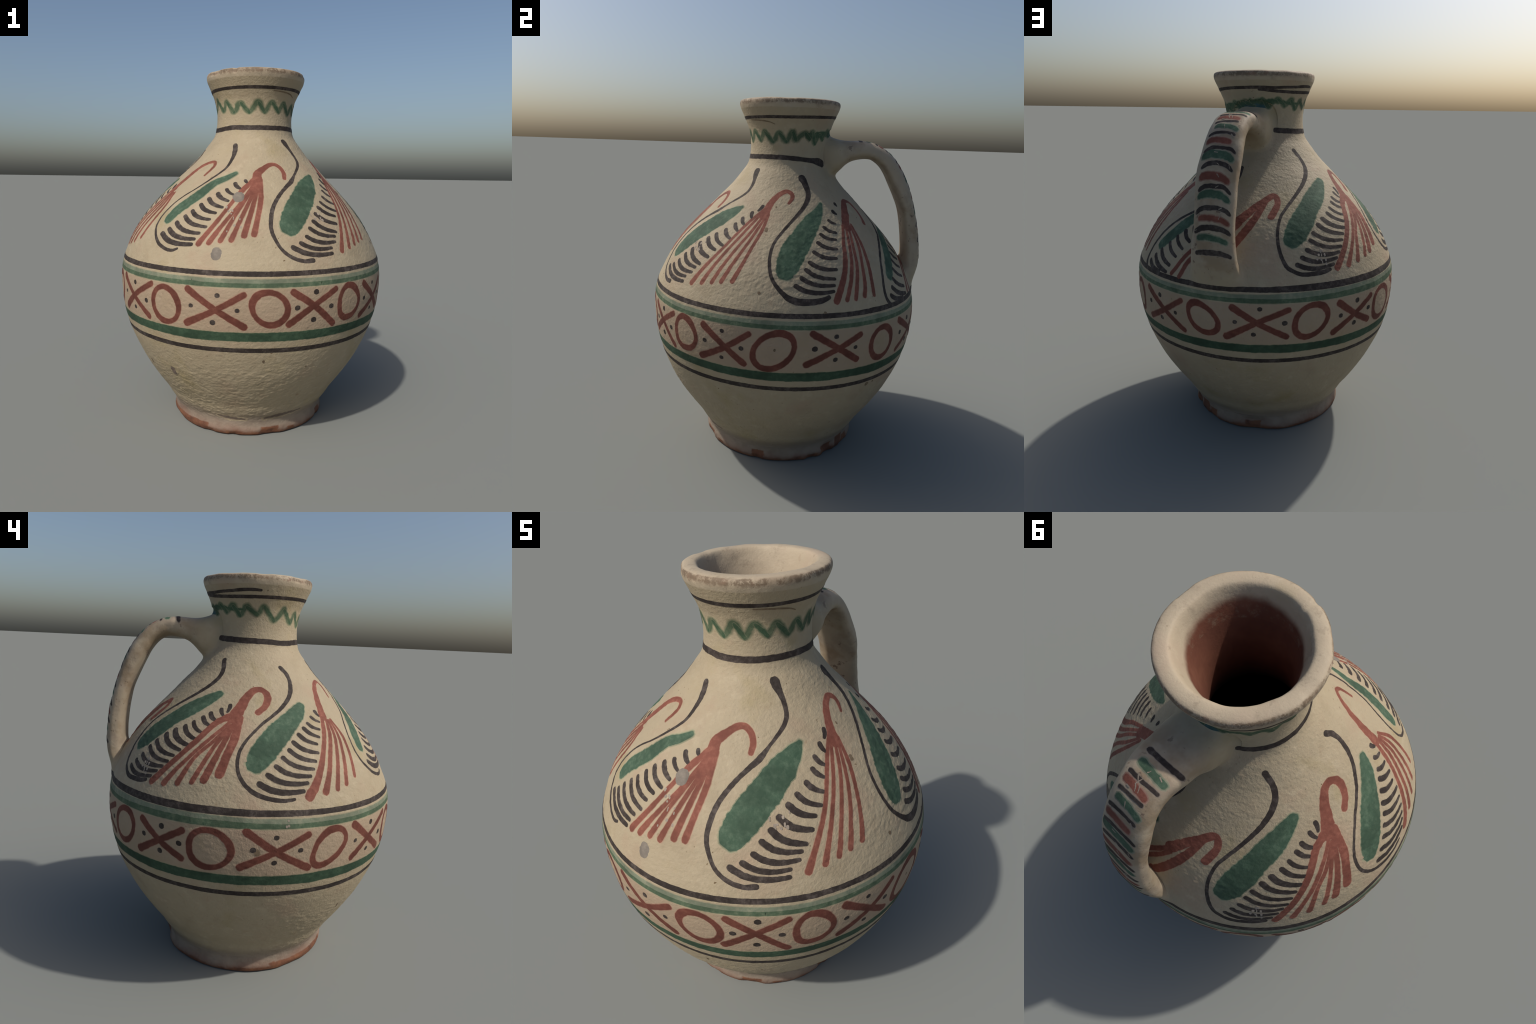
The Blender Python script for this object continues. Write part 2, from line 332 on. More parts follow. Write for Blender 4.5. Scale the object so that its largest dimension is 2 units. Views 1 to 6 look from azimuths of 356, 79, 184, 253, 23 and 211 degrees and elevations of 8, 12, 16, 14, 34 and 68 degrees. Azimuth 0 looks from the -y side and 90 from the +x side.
PAINT = dict(black=(.060, .047, .042), red=(.195, .071, .05), frieze_red=(.128, .044, .032), green=(.062, .110, .069), dark_green=(.040, .072, .044), mid_green=(.092, .125, .077),
    pale=(.20, .21, .145), violet=(.22, .17, .13), smear=(.058, .095, .055), thin_smear=(.095, .125, .074), clay=CLAY)
GROUND = dict(shoulder=(.41, .335, .22), frieze=(.345, .245, .172), strap=(.29, .24, .185))
_edges = {}
def edge_paint(colour, t, ground=None):
    g = GROUND[ground or "shoulder"]
    if colour in ("red", "frieze_red"): g = lerp(g, (.42, .235, .165), .45)      # iron red stains the slip round it
    if colour in ("green", "smear"): g = lerp(g, (.30, .31, .20), .35)
    key = (colour, round(t, 2), ground)
    if key not in _edges:
        c = lerp(g, PAINT[colour], t ** 1.1); _edges[key] = paint(f"{colour}_edge", c, lerp(c, g, .35), .15)
    return _edges[key]

# ------------------------------------------------------------------ mesh helpers
def link(o, parent=None):
    bpy.context.scene.collection.objects.link(o)
    if parent: o.parent = parent
    return o
def mesh_from(name, V, F, mat, normals=None):
    me = bpy.data.meshes.new(name); me.from_pydata(np.asarray(V).tolist(), [], np.asarray(F).tolist()) if not isinstance(F, np.ndarray) else None
    if isinstance(F, np.ndarray):
        n, k = F.shape; me.vertices.add(len(V)); me.vertices.foreach_set("co", np.asarray(V, np.float32).ravel())
        me.loops.add(n * k); me.loops.foreach_set("vertex_index", F.astype(np.int32).ravel())
        me.polygons.add(n); me.polygons.foreach_set("loop_start", np.arange(0, n * k, k, dtype=np.int32)); me.polygons.foreach_set("loop_total", np.full(n, k, np.int32))
        me.update(calc_edges=True); me.validate()
    me.polygons.foreach_set("use_smooth", np.ones(len(me.polygons), bool))
    me.materials.append(mat)
    if normals is not None: me.normals_split_custom_set_from_vertices(np.asarray(normals).tolist())
    return bpy.data.objects.new(name, me)
def quads(nr, nc, wrap):
    r = np.arange(nr - 1)[:, None]; c = np.arange(nc if wrap else nc - 1)[None]
    a = r * nc + c; b = r * nc + (c + 1) % nc
    return np.stack([a, b, b + nc, a + nc], -1).reshape(-1, 4)

# ------------------------------------------------------------------ the vessel
jug = link(bpy.data.objects.new("painted_jug", None))
jug["label"] = "cream glazed earthenware jug with red, green and black painted motifs"; jug["category"] = "jug"

SEG = 960
out_rows = resample(catmull(np.array(OUTER), 0), .0050); lip_rows = resample(catmull(np.array(LIP), 0), .005); in_rows = resample(catmull(np.array(INNER), 0), .018)
under = np.array([(.05, .012), (.3, .012), (.40, .010), (.428, .003)])
rows = np.vstack([under, out_rows, lip_rows[1:], in_rows[1:]])
n_under, n_out, n_lip = len(under), len(under) + len(out_rows), len(under) + len(out_rows) + len(lip_rows) - 1
AZ = np.arange(SEG) * 360 / SEG
R, Z = rows[:, 0], rows[:, 1]
azg, zg = np.meshgrid(AZ, Z, indexing="xy"); rg = np.repeat(R[:, None], SEG, 1)
disp = relief(azg.ravel(), np.clip(zg.ravel(), 0, 2)).reshape(rg.shape)
row_gain = np.ones(len(rows)); row_gain[:n_under - 1] = 0; row_gain[n_out:n_lip] = np.linspace(1, .6, n_lip - n_out); row_gain[n_lip:] = np.linspace(.6, .3, len(rows) - n_lip)
disp *= row_gain[:, None]
lipmask = np.zeros(len(rows)); lipmask[n_out:n_lip] = 1
VG = base_point(azg.ravel(), zg.ravel(), (rg + disp).ravel()).reshape(len(rows), SEG, 3)
# gentle unevenness of the lip height, and chips bite it downwards
wave = .0035 * np.sin(np.radians(AZ * 1 + 40)) - .001
hi = sstep(1.85, 1.99, rows[:, 1])[:, None]
VG[:, :, 2] += hi * (-.5 * chips(azg, zg) - .0012 * (1 - vnoise(np.stack([np.sin(np.radians(AZ)) * 4, np.cos(np.radians(AZ)) * 4, AZ * 0], 1), 1.1))[None])
flat = VG.reshape(-1, 3); sel = np.where(near_handle(flat) & (np.repeat(np.arange(len(rows)), SEG) < n_out))[0]
flat[sel] = blend(flat[sel]); VG = flat.reshape(VG.shape)
VN = grid_normals(VG)
if (VN[n_under + 60] * (VG[n_under + 60] - VG[n_under + 60].mean(0))).sum() < 0: VN = -VN
def vessel_part(name, r0, r1, mat, parent=jug):
    V = VG[r0:r1 + 1].reshape(-1, 3); o = mesh_from(name, V, quads(r1 + 1 - r0, SEG, True), mat, VN[r0:r1 + 1].reshape(-1, 3)); return link(o, parent)
row_at = lambda z: n_under + int(np.argmin(np.abs(out_rows[:, 1] - z)))
r_foot, r_neck = row_at(.09), row_at(1.655)
foot = vessel_part("foot", 0, r_foot, M["foot"]); body = vessel_part("body", r_foot, r_neck, M["slip"])
neck = vessel_part("neck", r_neck, n_out - 1, M["slip"]); rim = vessel_part("rim", n_out - 1, n_lip - 1, M["rim"])
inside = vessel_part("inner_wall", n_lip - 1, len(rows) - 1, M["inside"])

# ------------------------------------------------------------------ the handle
hp = HP.reshape(-1, 3).copy(); s_ = np.where(near_handle(hp))[0]; hp[s_] = blend(hp[s_]); HB = hp.reshape(HP.shape)
HBN = grid_normals(HB)
if ((HB - HB.mean(1, keepdims=True)) * HBN).sum() < 0: HBN = -HBN
def facing(V, F, N):
    a, b, c, d = (V[F[:, k]] for k in range(4)); n = np.cross(c - a, d - b)
    return F[:, ::-1].copy() if (n * N[F[:, 0]]).sum() < 0 else F
handle = link(mesh_from("handle", hp, facing(hp, quads(NT, NA, True), HBN.reshape(-1, 3)), M["handle"], HBN.reshape(-1, 3)), jug)

# ------------------------------------------------------------------ brush strokes
from mathutils.bvhtree import BVHTree
_vt = VG[:n_out].reshape(-1, 3)
def surface_normal(fn, a, b, ea, eb):
    p = fn(a, b); n = np.cross(fn(a + ea, b) - p, fn(a, b + eb) - p); return p, n / (np.linalg.norm(n, axis=1)[:, None] + 1e-12)

def grid_lookup(G, u, v, wrap):
    """bilinear point on a vertex grid at float row u, float column v"""
    nr, nc = G.shape[:2]; u = np.clip(u, 0, nr - 1.001); i = u.astype(int); fu = (u - i)[:, None]
    v = v % nc; j = np.floor(v).astype(int) % nc; fv = (v - np.floor(v))[:, None]; k = (j + 1) % nc
    return (G[i, j] * (1 - fv) + G[i, k] * fv) * (1 - fu) + (G[i + 1, j] * (1 - fv) + G[i + 1, k] * fv) * fu

class Wall:
    """the outside of the vessel as (azimuth, height)"""
    G, N = VG[n_under:n_out], VN[n_under:n_out]; zr = out_rows[:, 1]
    def at(self, q):
        u = np.interp(q[:, 1], self.zr, np.arange(len(self.zr))); v = q[:, 0] / 360 * SEG
        return grid_lookup(self.G, u, v, True), grid_lookup(self.N, u, v, True)
    def back(self, P):
        cx, cy = axis_at(P[:, 2]); return np.stack([np.degrees(np.arctan2(P[:, 0] - cx, -(P[:, 1] - cy))), P[:, 2]], 1)
class Strap:
    """the outer face of the handle as (row, sideways distance)"""
    def at(self, q):
        r = np.interp(q[:, 0], np.arange(NT), _pull[:, 4]); l = np.interp(q[:, 0], np.arange(NT), _pull[:, 5]) - .024
        v = np.clip(q[:, 1] / np.where(q[:, 1] > 0, r, l), -.99, .99); ang = np.arcsin(np.sign(v) * np.abs(v) ** 1.35)
        f = ang / math.tau * NA
        return grid_lookup(HB, q[:, 0], f, True), grid_lookup(HBN, q[:, 0], f, True)
    def back(self, P):
        h, z, l = P @ HH, P[:, 2], P @ HL
        d = (h[:, None] - _pull[None, :, 0]) ** 2 + (z[:, None] - _pull[None, :, 1]) ** 2
        i = np.clip(d.argmin(1), 1, NT - 2); t = _pull[i + 1, :2] - _pull[i - 1, :2]; n2 = (t * t).sum(1)
        f = ((h - _pull[i, 0]) * t[:, 0] + (z - _pull[i, 1]) * t[:, 1]) / n2 * 2
        return np.stack([i + np.clip(f, -.6, .6), l], 1)
WALL, STRAP = Wall(), Strap()

def row_of(h, z): return float(((_pull[:, 0] - h) ** 2 + (_pull[:, 1] - z) ** 2).argmin())

def ribbon(surface, pts, lift=.0012, grow=0.0, closed=False, jitter=.08, seed=0.0, cap=True, step=.0055, fat=1.1):
    """one dab of thick slip: pts are (u, v, width mm) along the brush path; returns vertices and faces"""
    P = np.array(pts, float); P[:, 2] *= .001 * fat
    if surface is WALL: P[:, 0] = np.degrees(np.unwrap(np.radians(P[:, 0])))
    C = catmull(P, 0, closed) if len(P) > 2 else P[0] + (P[-1] - P[0]) * np.linspace(0, 1, 40)[:, None]
    C = resample(C, step, lambda C: surface.at(C)[0])
    X, N = surface.at(C)
    T = np.roll(X, -1, 0) - np.roll(X, 1, 0) if closed else np.gradient(X, axis=0)
    if not closed and len(T) > 4:
        T = (T + np.vstack([T[:1], T[:-1]]) + np.vstack([T[1:], T[-1:]])) / 3
    T /= np.linalg.norm(T, axis=1)[:, None] + 1e-12
    W = C[:, 2] / 2 + grow
    S = np.cross(N, T); S /= np.linalg.norm(S, axis=1)[:, None]
    if cap and not closed:                       # rounded brush ends
        f = np.array([.98, .87, .6, .3]); g = np.sqrt(1 - f ** 2)
        def end(i, sgn):
            return X[i] + T[i] * (sgn * f * W[i])[:, None], np.repeat(T[i][None], 4, 0), np.repeat(S[i][None], 4, 0), g * W[i]
        a, b = end(0, -1), end(-1, 1)
        X = np.vstack([a[0], X, b[0][::-1]]); S = np.vstack([a[2], S, b[2][::-1]]); W = np.r_[a[3], W, b[3][::-1]]
    n = len(X); k = max(3, int(math.ceil(W.max() / .006))); f = np.linspace(-1, 1, 2 * k + 1)
    f = np.sign(f) * np.abs(f) ** .8 * 1.04
    j1 = 1 + jitter * vnoise(X * 70, seed + 2.5) + jitter * .6 * vnoise(X * 170, seed + 1.5); j2 = 1 + jitter * vnoise(X * 70, seed + 7.5) + jitter * .6 * vnoise(X * 170, seed + 6.1)
    wl = W * j1; wr = W * j2
    off = np.where(f[None] < 0, f[None] * wl[:, None], f[None] * wr[:, None])
    A = X[:, None] + S[:, None] * off[..., None]
    Y, NN = surface.at(surface.back(A.reshape(-1, 3)))
    edge = np.clip((1.04 - np.abs(f)) * 4.5, 0, 1)[None] * np.ones((n, 1))
    if cap and not closed: edge[0] = 0; edge[-1] = 0
    Hh = -.0006 + (lift + .0006) * np.sqrt(edge)
    V = Y + NN * Hh.reshape(-1, 1)
    return V, NN, quads(n + 1 if closed else n, 2 * k + 1, False) % (n * (2 * k + 1))

def painted(name, surface, strokes, mat, parent, lift=.0012, grow=0.0, **kw):
    Vs, Ns, Fs, base = [], [], [], 0
    for i, s in enumerate(strokes):
        V, N, F = ribbon(surface, s, lift=lift + (i % 5) * .00008, grow=grow, seed=i * 1.37 + s[0][0] * .11, **kw)
        Vs.append(V); Ns.append(N); Fs.append(F + base); base += len(V)
    V = np.vstack(Vs); F = np.vstack(Fs)
    # make the paint face outwards
    a, b, c, d = (V[F[:, k]] for k in range(4)); n = np.cross(c - a, d - b); m = (a + c) / 2
    _, on = surface.at(surface.back(m)); flip = (n * on).sum(1) < 0; F[flip] = F[flip][:, ::-1]
    return link(mesh_from(name, V, F, mat, np.vstack(Ns)), parent)

def feathered(name, surface, strokes, colour, parent, reach=.004, steps=3, ground=None, lift=.0012, **kw):
    """a painted mark whose edge thins out into the ground in a few steps"""
    for k in range(steps):                                  # widest and palest first
        t = (k + 1) / (steps + 1)
        painted(name + "_bleed", surface, strokes, edge_paint(colour, t, ground), parent, lift=.0002 + .00022 * k, grow=reach * (1 - t), **kw)
    return painted(name, surface, strokes, M[colour], parent, lift=lift, **kw)

def dabs(heads, tails, w0=29, w1=20, sag=.085):
    """short curved black strokes, each pulled from its head to its tail along a sagging arc"""
    out = []
    for n, ((a, z), (b, y)) in enumerate(zip(heads, tails)):
        k = radius((z + y) / 2) * math.pi / 180
        dx, dz = (b - a) * k, y - z; L = math.hypot(dx, dz)
        nx, nz = (dz, -dx) if dx > 0 else (-dz, dx)
        s = min(1, L / .12); g = 1 + .09 * math.sin(n * 2.3 + a)
        arc = []
        for t in (0, .2, .4, .6, .8, 1):
            bulge = 2 * sag * 2 * t * (1 - t) * (1 + .25 * (1 - 2 * t))
            arc.append((a + (b - a) * t + nx * bulge / k, z + (y - z) * t + nz * bulge, (w0 + (w1 - w0) * t) * (.75 + .25 * s) * g * (1 + .12 * math.sin(math.pi * t))))
        out.append(arc)
    return out

# each motif: a curling black tendril round a green leaf, a row of black dabs and a red plume with a hooked top
MOTIFS = [
 dict(tendril=[(-25.2,1.587,26),(-23.3,1.558,27),(-23.2,1.516,20),(-25,1.468,15),(-29.1,1.434,13),(-34.6,1.397,11),(-40.8,1.353,9),(-46.9,1.312,9),(-51.3,1.264,10),(-53.6,1.204,12),(-52.9,1.153,14),(-49.8,1.111,17),(-45.8,1.077,18),(-41,1.057,18),(-37.4,1.054,16),(-35,1.064,13)],
  leaf=[(-16.2,1.435,17),(-21.8,1.411,31),(-29.4,1.381,46),(-34.8,1.331,62),(-40.1,1.285,66),(-44.6,1.242,66),(-46.9,1.202,58)],
  heads=[(-8.3,1.399),(-14.6,1.383),(-18.9,1.353),(-23.4,1.331),(-27.6,1.305),(-31,1.276),(-34.3,1.243),(-37.2,1.217),(-40.5,1.184),(-43.2,1.151),(-46.3,1.127)],
  tails=[(-6.9,1.387),(-10.8,1.358),(-14.3,1.329),(-16.6,1.298),(-18.8,1.267),(-21.5,1.239),(-23.5,1.208),(-24.2,1.173),(-26.6,1.142),(-28.1,1.114),(-28.8,1.089)],
  plume=[[(-.9,1.385,56),(-.6,1.41,48),(-.2,1.435,36),(3.3,1.456,28),(9.1,1.48,23),(14.8,1.484,21),(18.6,1.465,20),(19.7,1.438,19),(18.8,1.412,17)],
   [(-3.2,1.403,33),(-9.2,1.352,28),(-13.8,1.295,20),(-19.7,1.198,22),(-25.5,1.097,30)],[(-2.4,1.39,20),(-9.1,1.296,17),(-16.5,1.187,21),(-21.1,1.103,28)],[(-1.5,1.39,20),(-10.9,1.241,18),(-16.4,1.114,26)],
   [(-.7,1.391,24),(-6.2,1.272,20),(-9.2,1.2,21),(-11.9,1.118,27)],[(.1,1.391,33),(-2.4,1.303,22),(-5,1.213,25),(-6.8,1.14,30)],[(1.3,1.404,33),(1.1,1.315,25),(-1.2,1.213,25),(-2.6,1.146,30)]]),
 dict(tendril=[(36.7,1.611,36),(37.8,1.593,32),(40,1.564,21),(41,1.53,18),(40.4,1.505,18),(37.6,1.482,17),(32.1,1.452,14),(27.6,1.427,13),(23.2,1.398,24),(18.4,1.372,20),(13.1,1.338,18),(8.4,1.292,20),(5.9,1.245,21),(4.7,1.185,20),(5.4,1.138,18),(8.2,1.077,16),(12.1,1.039,19),(16.7,1.02,20),(20.7,1.021,22)],
  leaf=[(43.5,1.425,16),(40.7,1.41,48),(34.1,1.372,90),(29.3,1.34,103),(25.2,1.308,110),(20,1.262,114),(15.4,1.211,111),(13.3,1.181,96)],
  heads=[(59.9,1.439),(53.9,1.406),(48.9,1.376),(46,1.346),(41.7,1.315),(36.9,1.29),(33,1.265),(29.2,1.234),(26.1,1.199),(22.9,1.167),(20.2,1.13),(16.8,1.102),(13.1,1.084)],
  tails=[(58,1.419),(55,1.383),(51.9,1.349),(49.5,1.318),(47.3,1.28),(44.8,1.246),(41.6,1.221),(39.5,1.184),(36.7,1.146),(34.9,1.126),(33.9,1.1),(30.9,1.073),(30.5,1.047)],
  plume=[[(63.2,1.395,50),(63.5,1.417,42),(65.2,1.453,31),(68.7,1.486,26),(73.1,1.508,24),(78.1,1.516,21),(81.8,1.503,19),(82,1.484,16),(79.2,1.46,11)],
   [(62.2,1.43,18),(55.1,1.369,16),(50.3,1.307,16),(46,1.236,17),(40.1,1.137,21),(36.4,1.057,30)],[(61.3,1.412,16),(56.3,1.348,15),(51.2,1.269,16),(47.5,1.204,17),(43.8,1.122,21),(41.9,1.069,26)],
   [(63.1,1.408,16),(58.8,1.333,15),(54,1.253,16),(49.9,1.168,18),(46.8,1.08,24)],[(64.8,1.404,16),(61,1.327,15),(57.6,1.252,16),(54.1,1.174,18),(51.2,1.09,24)],[(65.7,1.402,17),(64,1.329,17),(61,1.25,16),(58.4,1.168,19),(56.1,1.099,25)]]),
 dict(tendril=[(93.7,1.583,40),(96,1.552,35),(96.8,1.515,26),(95,1.484,24),(89.5,1.438,19),(83.5,1.397,15),(77.4,1.347,13),(72.6,1.293,13),(70.8,1.246,14),(70.7,1.194,15),(71.8,1.143,16),(73.9,1.103,17),(77.1,1.064,21),(80,1.041,31),(83.3,1.03,33),(87.9,1.028,30),(92.2,1.034,26),(95.2,1.047,20)],
  leaf=[(104.7,1.458,11),(100.3,1.422,40),(92.8,1.368,83),(86.9,1.311,102),(81.4,1.241,116),(78.7,1.18,100),(77.9,1.156,80)],
  heads=[(118.8,1.455),(112.8,1.42),(106,1.379),(101,1.348),(97.5,1.318),(94.6,1.283),(91.6,1.243),(88.9,1.199),(86.9,1.167),(84.8,1.132),(82.3,1.097)],
  tails=[(119,1.447),(114.3,1.409),(109.5,1.365),(106.9,1.325),(105.1,1.294),(103.7,1.254),(101.9,1.214),(100.5,1.166),(98.8,1.126),(98.1,1.098),(97.5,1.072)],
  plume=[[(117.4,1.345,52),(117.6,1.357,48),(123.9,1.411,40),(128,1.441,34),(133,1.464,24),(139.5,1.452,15),(141.4,1.411,15),(139.8,1.374,16),(137.3,1.351,21)],
   [(114.5,1.353,17),(109.3,1.278,18),(106.5,1.202,24),(103.7,1.137,26),(100.4,1.072,31),(98.4,1.03,32)],[(116.6,1.352,15),(112.8,1.275,16),(109.2,1.181,19),(106,1.102,21),(102.9,1.031,22)],[(118.9,1.351,15),(114.6,1.264,16),(111.8,1.169,19),(109.3,1.103,21),(106.9,1.032,22)],
   [(120.8,1.35,15),(118.3,1.262,17),(114.9,1.166,19),(113.1,1.088,22),(111.5,1.04,24)],[(122.3,1.354,17),(121,1.264,19),(119.3,1.181,21),(117.4,1.093,22),(116.6,1.037,22)]]),
 dict(tendril=[(163.6,1.50,28),(164,1.46,25),(160.5,1.41,20),(153,1.345,17),(145.4,1.294,16),(136.7,1.243,17),(130.2,1.185,17),(126.5,1.126,18),(124,1.06,19),(123.6,1.006,22),(125.1,.973,24)],
  leaf=[(160.1,1.31,22),(152,1.283,48),(145.5,1.25,61),(140.4,1.203,66),(135.4,1.148,63),(131.6,1.105,58)],
  heads=[(159,1.27),(153.5,1.24),(149,1.219),(144.7,1.192),(141,1.160),(137.6,1.121),(133.5,1.078),(130.3,1.042),(127.5,1.008)],
  tails=[(161,1.24),(156.5,1.20),(153,1.175),(149.7,1.15),(147.1,1.112),(144.7,1.07),(142.4,1.023),(141.5,.988),(137,.98)],
  plume=[[(172.2,1.265,48),(179.3,1.322,38),(-172,1.368,30),(-168.7,1.374,26),(-167.4,1.348,26),(-169.5,1.312,28),(-171.7,1.285,30)],[(-174.3,1.351,26),(179.3,1.267,35),(174.6,1.2,38),(168,1.11,34)],
   [(172.2,1.265,30),(162,1.18,24),(151.9,1.107,22),(145.2,.992,24)],[(173,1.25,26),(163,1.15,24),(153.2,1.073,24),(149.7,.986,26)]]),
 dict(tendril=[(-140.1,1.587,24),(-136.5,1.547,23),(-136.2,1.509,24),(-139.7,1.473,24),(-144.9,1.438,22),(-151.6,1.399,19),(-157.9,1.36,17),(-163,1.322,16),(-166.8,1.284,15),(-168.6,1.235,15),(-169.1,1.192,16),(-168.5,1.136,18),(-166.3,1.073,20),(-163.4,1.046,20),(-160,1.031,21),(-155.2,1.03,22),(-151.3,1.033,21),(-148.1,1.042,18)],
  leaf=[(-129.9,1.431,35),(-140.5,1.376,76),(-149.1,1.323,93),(-155.3,1.269,103),(-160,1.216,104),(-162.5,1.184,82)],
  heads=[(-119.8,1.389),(-124.1,1.37),(-129.2,1.35),(-132.4,1.331),(-136.3,1.308),(-139.8,1.287),(-144.3,1.265),(-148.2,1.242),(-151.9,1.208),(-154.2,1.177),(-156.6,1.137),(-159.2,1.104),(-161.6,1.074)],
  tails=[(-120.2,1.363),(-122,1.346),(-125.1,1.324),(-127,1.301),(-129.5,1.271),(-131.3,1.243),(-134,1.216),(-136.5,1.192),(-138.4,1.165),(-140.1,1.138),(-141.9,1.114),(-143.9,1.09),(-146.1,1.063)],
  plume=[[(-116,1.34,64),(-115,1.36,56),(-113.4,1.385,44),(-111.6,1.416,35),(-107.8,1.45,30),(-103.4,1.462,26),(-99,1.454,26),(-97.1,1.429,28),(-99.3,1.392,25),(-103.5,1.366,24)],
   [(-116,1.356,38),(-119.1,1.341,35),(-124.8,1.31,32),(-131,1.229,29),(-137.7,1.139,27),(-144.5,1.045,33)],[(-117.8,1.32,20),(-126,1.234,19),(-134,1.127,20),(-138.6,1.05,29)],[(-117,1.311,20),(-123.1,1.237,19),(-128.6,1.17,19),(-132.8,1.062,27)],
   [(-115.9,1.312,20),(-121,1.235,19),(-124.4,1.153,21),(-127.2,1.075,24)],[(-115.1,1.321,26),(-118.2,1.237,24),(-120.6,1.162,28),(-122.8,1.09,35)],[(-113.2,1.34,46),(-113.8,1.261,37),(-115.8,1.192,35),(-117.4,1.118,40)]]),
 dict(tendril=[(-80.5,1.562,24),(-76.6,1.535,24),(-76.3,1.501,22),(-78.4,1.468,22),(-82.6,1.43,20),(-89.1,1.389,18),(-95.9,1.352,16),(-101.9,1.317,14),(-107.4,1.268,13),(-110.4,1.224,15),(-111.4,1.181,16),(-111,1.139,16),(-109.7,1.106,17),(-107.2,1.071,19),(-104.1,1.046,22),(-100.3,1.03,20),(-96.2,1.021,19),(-93.2,1.02,17),(-90.6,1.024,14)],
  leaf=[(-76.4,1.395,32),(-81.6,1.361,62),(-88.4,1.322,86),(-94.4,1.279,99),(-99.4,1.232,104),(-102.7,1.189,101),(-104.3,1.163,82)],
  heads=[(-67.6,1.367),(-72.5,1.346),(-76.6,1.32),(-80,1.301),(-83.8,1.276),(-87.5,1.247),(-90.1,1.217),(-93.4,1.188),(-96.4,1.154),(-99.7,1.12),(-102.8,1.085)],
  tails=[(-66.8,1.351),(-68.8,1.326),(-71.3,1.296),(-73.8,1.266),(-76.5,1.239),(-77.4,1.204),(-79.7,1.171),(-81.5,1.141),(-83.4,1.114),(-85.1,1.087),(-87,1.055)],
  plume=[[(-63.5,1.345,48),(-62.4,1.366,41),(-60,1.405,31),(-55,1.455,25),(-48.6,1.484,20),(-41,1.496,17),(-37.4,1.479,15),(-38.4,1.456,13),(-41,1.424,10)],
   [(-65.6,1.334,24),(-69.2,1.281,22),(-73.9,1.213,22),(-78.4,1.137,28),(-82.2,1.069,37),(-84.7,1.034,43)],[(-62.6,1.333,20),(-65.6,1.279,19),(-71.2,1.193,22),(-75.1,1.112,24),(-77.9,1.047,33)],[(-61.3,1.327,19),(-63.1,1.268,18),(-67,1.194,20),(-70.5,1.116,22),(-72.5,1.054,25)],
   [(-60,1.326,18),(-60.4,1.266,18),(-63.6,1.186,19),(-66.1,1.12,22),(-67.6,1.068,24)],[(-58.6,1.329,18),(-57.2,1.262,18),(-58.6,1.198,19),(-60.5,1.135,20),(-61.6,1.094,22)]]),
]
for m in MOTIFS:
    leaf = [(a, z, w * (1.35, 1.2, 1.08)[min(k, 2)]) for k, (a, z, w) in enumerate(m["leaf"])]
    feathered("green_leaf", WALL, [leaf], "green", body, reach=.011, jitter=.05, fat=1.04)
    hook = [(a, z, w * (1.0 if k < 2 else 1.14)) for k, (a, z, w) in enumerate(m["plume"][0])]
    fan = [hook] + [[(*f[0][:2], f[0][2] * .8)] + [(a, z, w * 1.04) for a, z, w in f[1:]] for f in m["plume"][1:]]
    feathered("red_plume", WALL, fan, "red", body, reach=.0045)
    feathered("black_tendril", WALL, [m["tendril"]], "black", body, reach=.003, steps=2)
    strokes = dabs(m["heads"], m["tails"])
    for k in (0, 1):
        painted("black_dab_bleed", WALL, strokes, edge_paint("black", (k + 1) / 3), body, lift=.0002 + .0003 * k, grow=.002 - .001 * k, jitter=.07, fat=1.0)
    for d in strokes:
        painted("black_dab", WALL, [d], M["black"], body, lift=.0011, jitter=.07, fat=1.0)

# frieze: crosses with four dots, and rings
CROSSES = [  # upper left, lower right, lower left, upper right
 [(-66.2,.882),(-47.2,.708),(-65.6,.718),(-44.7,.882)],[(-27,.883),(-6.1,.711),(-27.6,.715),(-6.3,.868)],[(11.9,.877),(29.1,.703),(10.6,.722),(29.4,.877)],
 [(47,.875),(63.4,.714),(45.8,.709),(65.3,.869)],[(88.7,.883),(106.6,.733),(86.8,.728),(107.4,.859)],[(130.8,.875),(152.2,.71),(130.9,.712),(151.7,.869)],
 [(173.6,.876),(193.2,.728),(171.1,.722),(194,.868)],[(-145.3,.871),(-129.1,.733),(-147.4,.719),(-128.4,.865)],[(-106.6,.889),(-85.1,.713),(-108.3,.724),(-85.9,.871)]]
DOTS = [(-56,.867),(-65,.8),(-48,.788),(-56.9,.732),(-15.7,.862),(-25.8,.803),(-8.5,.792),(-17.5,.727),(20.8,.873),(13.4,.801),(27.6,.794),(20.2,.735),
 (55,.865),(47.5,.797),(62.7,.792),(54.7,.725),(97.5,.864),(89.4,.808),(105.6,.799),(97.6,.745),(139.3,.861),(132,.804),(148.6,.794),(139.6,.736),
 (-176.4,.875),(174.4,.803),(-167.3,.801),(-178.8,.74),(-136.5,.865),(-144.7,.804),(-129.5,.802),(-137.5,.743),(-96.8,.865),(-104.3,.807),(-88.3,.801),(-97.1,.747)]
RINGS = [  # left, top, right, bottom of the middle of the brush line
 [(-43.5,.782),(-38.3,.879),(-31,.792),(-36.8,.703)],[(-3.2,.811),(2.8,.881),(9.7,.798),(3.5,.72)],[(31.8,.786),(36,.887),(43.2,.799),(37.1,.72)],[(67.1,.777),(75.4,.884),(81.9,.811),(73.5,.699)],
 [(113.1,.798),(119.6,.873),(124.8,.787),(118.7,.709)],[(155.7,.801),(159.2,.878),(167.8,.795),(162.5,.726)],[(-163.5,.793),(-157,.884),(-150.5,.817),(-158.1,.718)],[(-125.7,.802),(-119.3,.884),(-111.4,.793),(-119.8,.709)],
 [(-83.2,.79),(-76.4,.883),(-70.3,.812),(-79.6,.715)]]
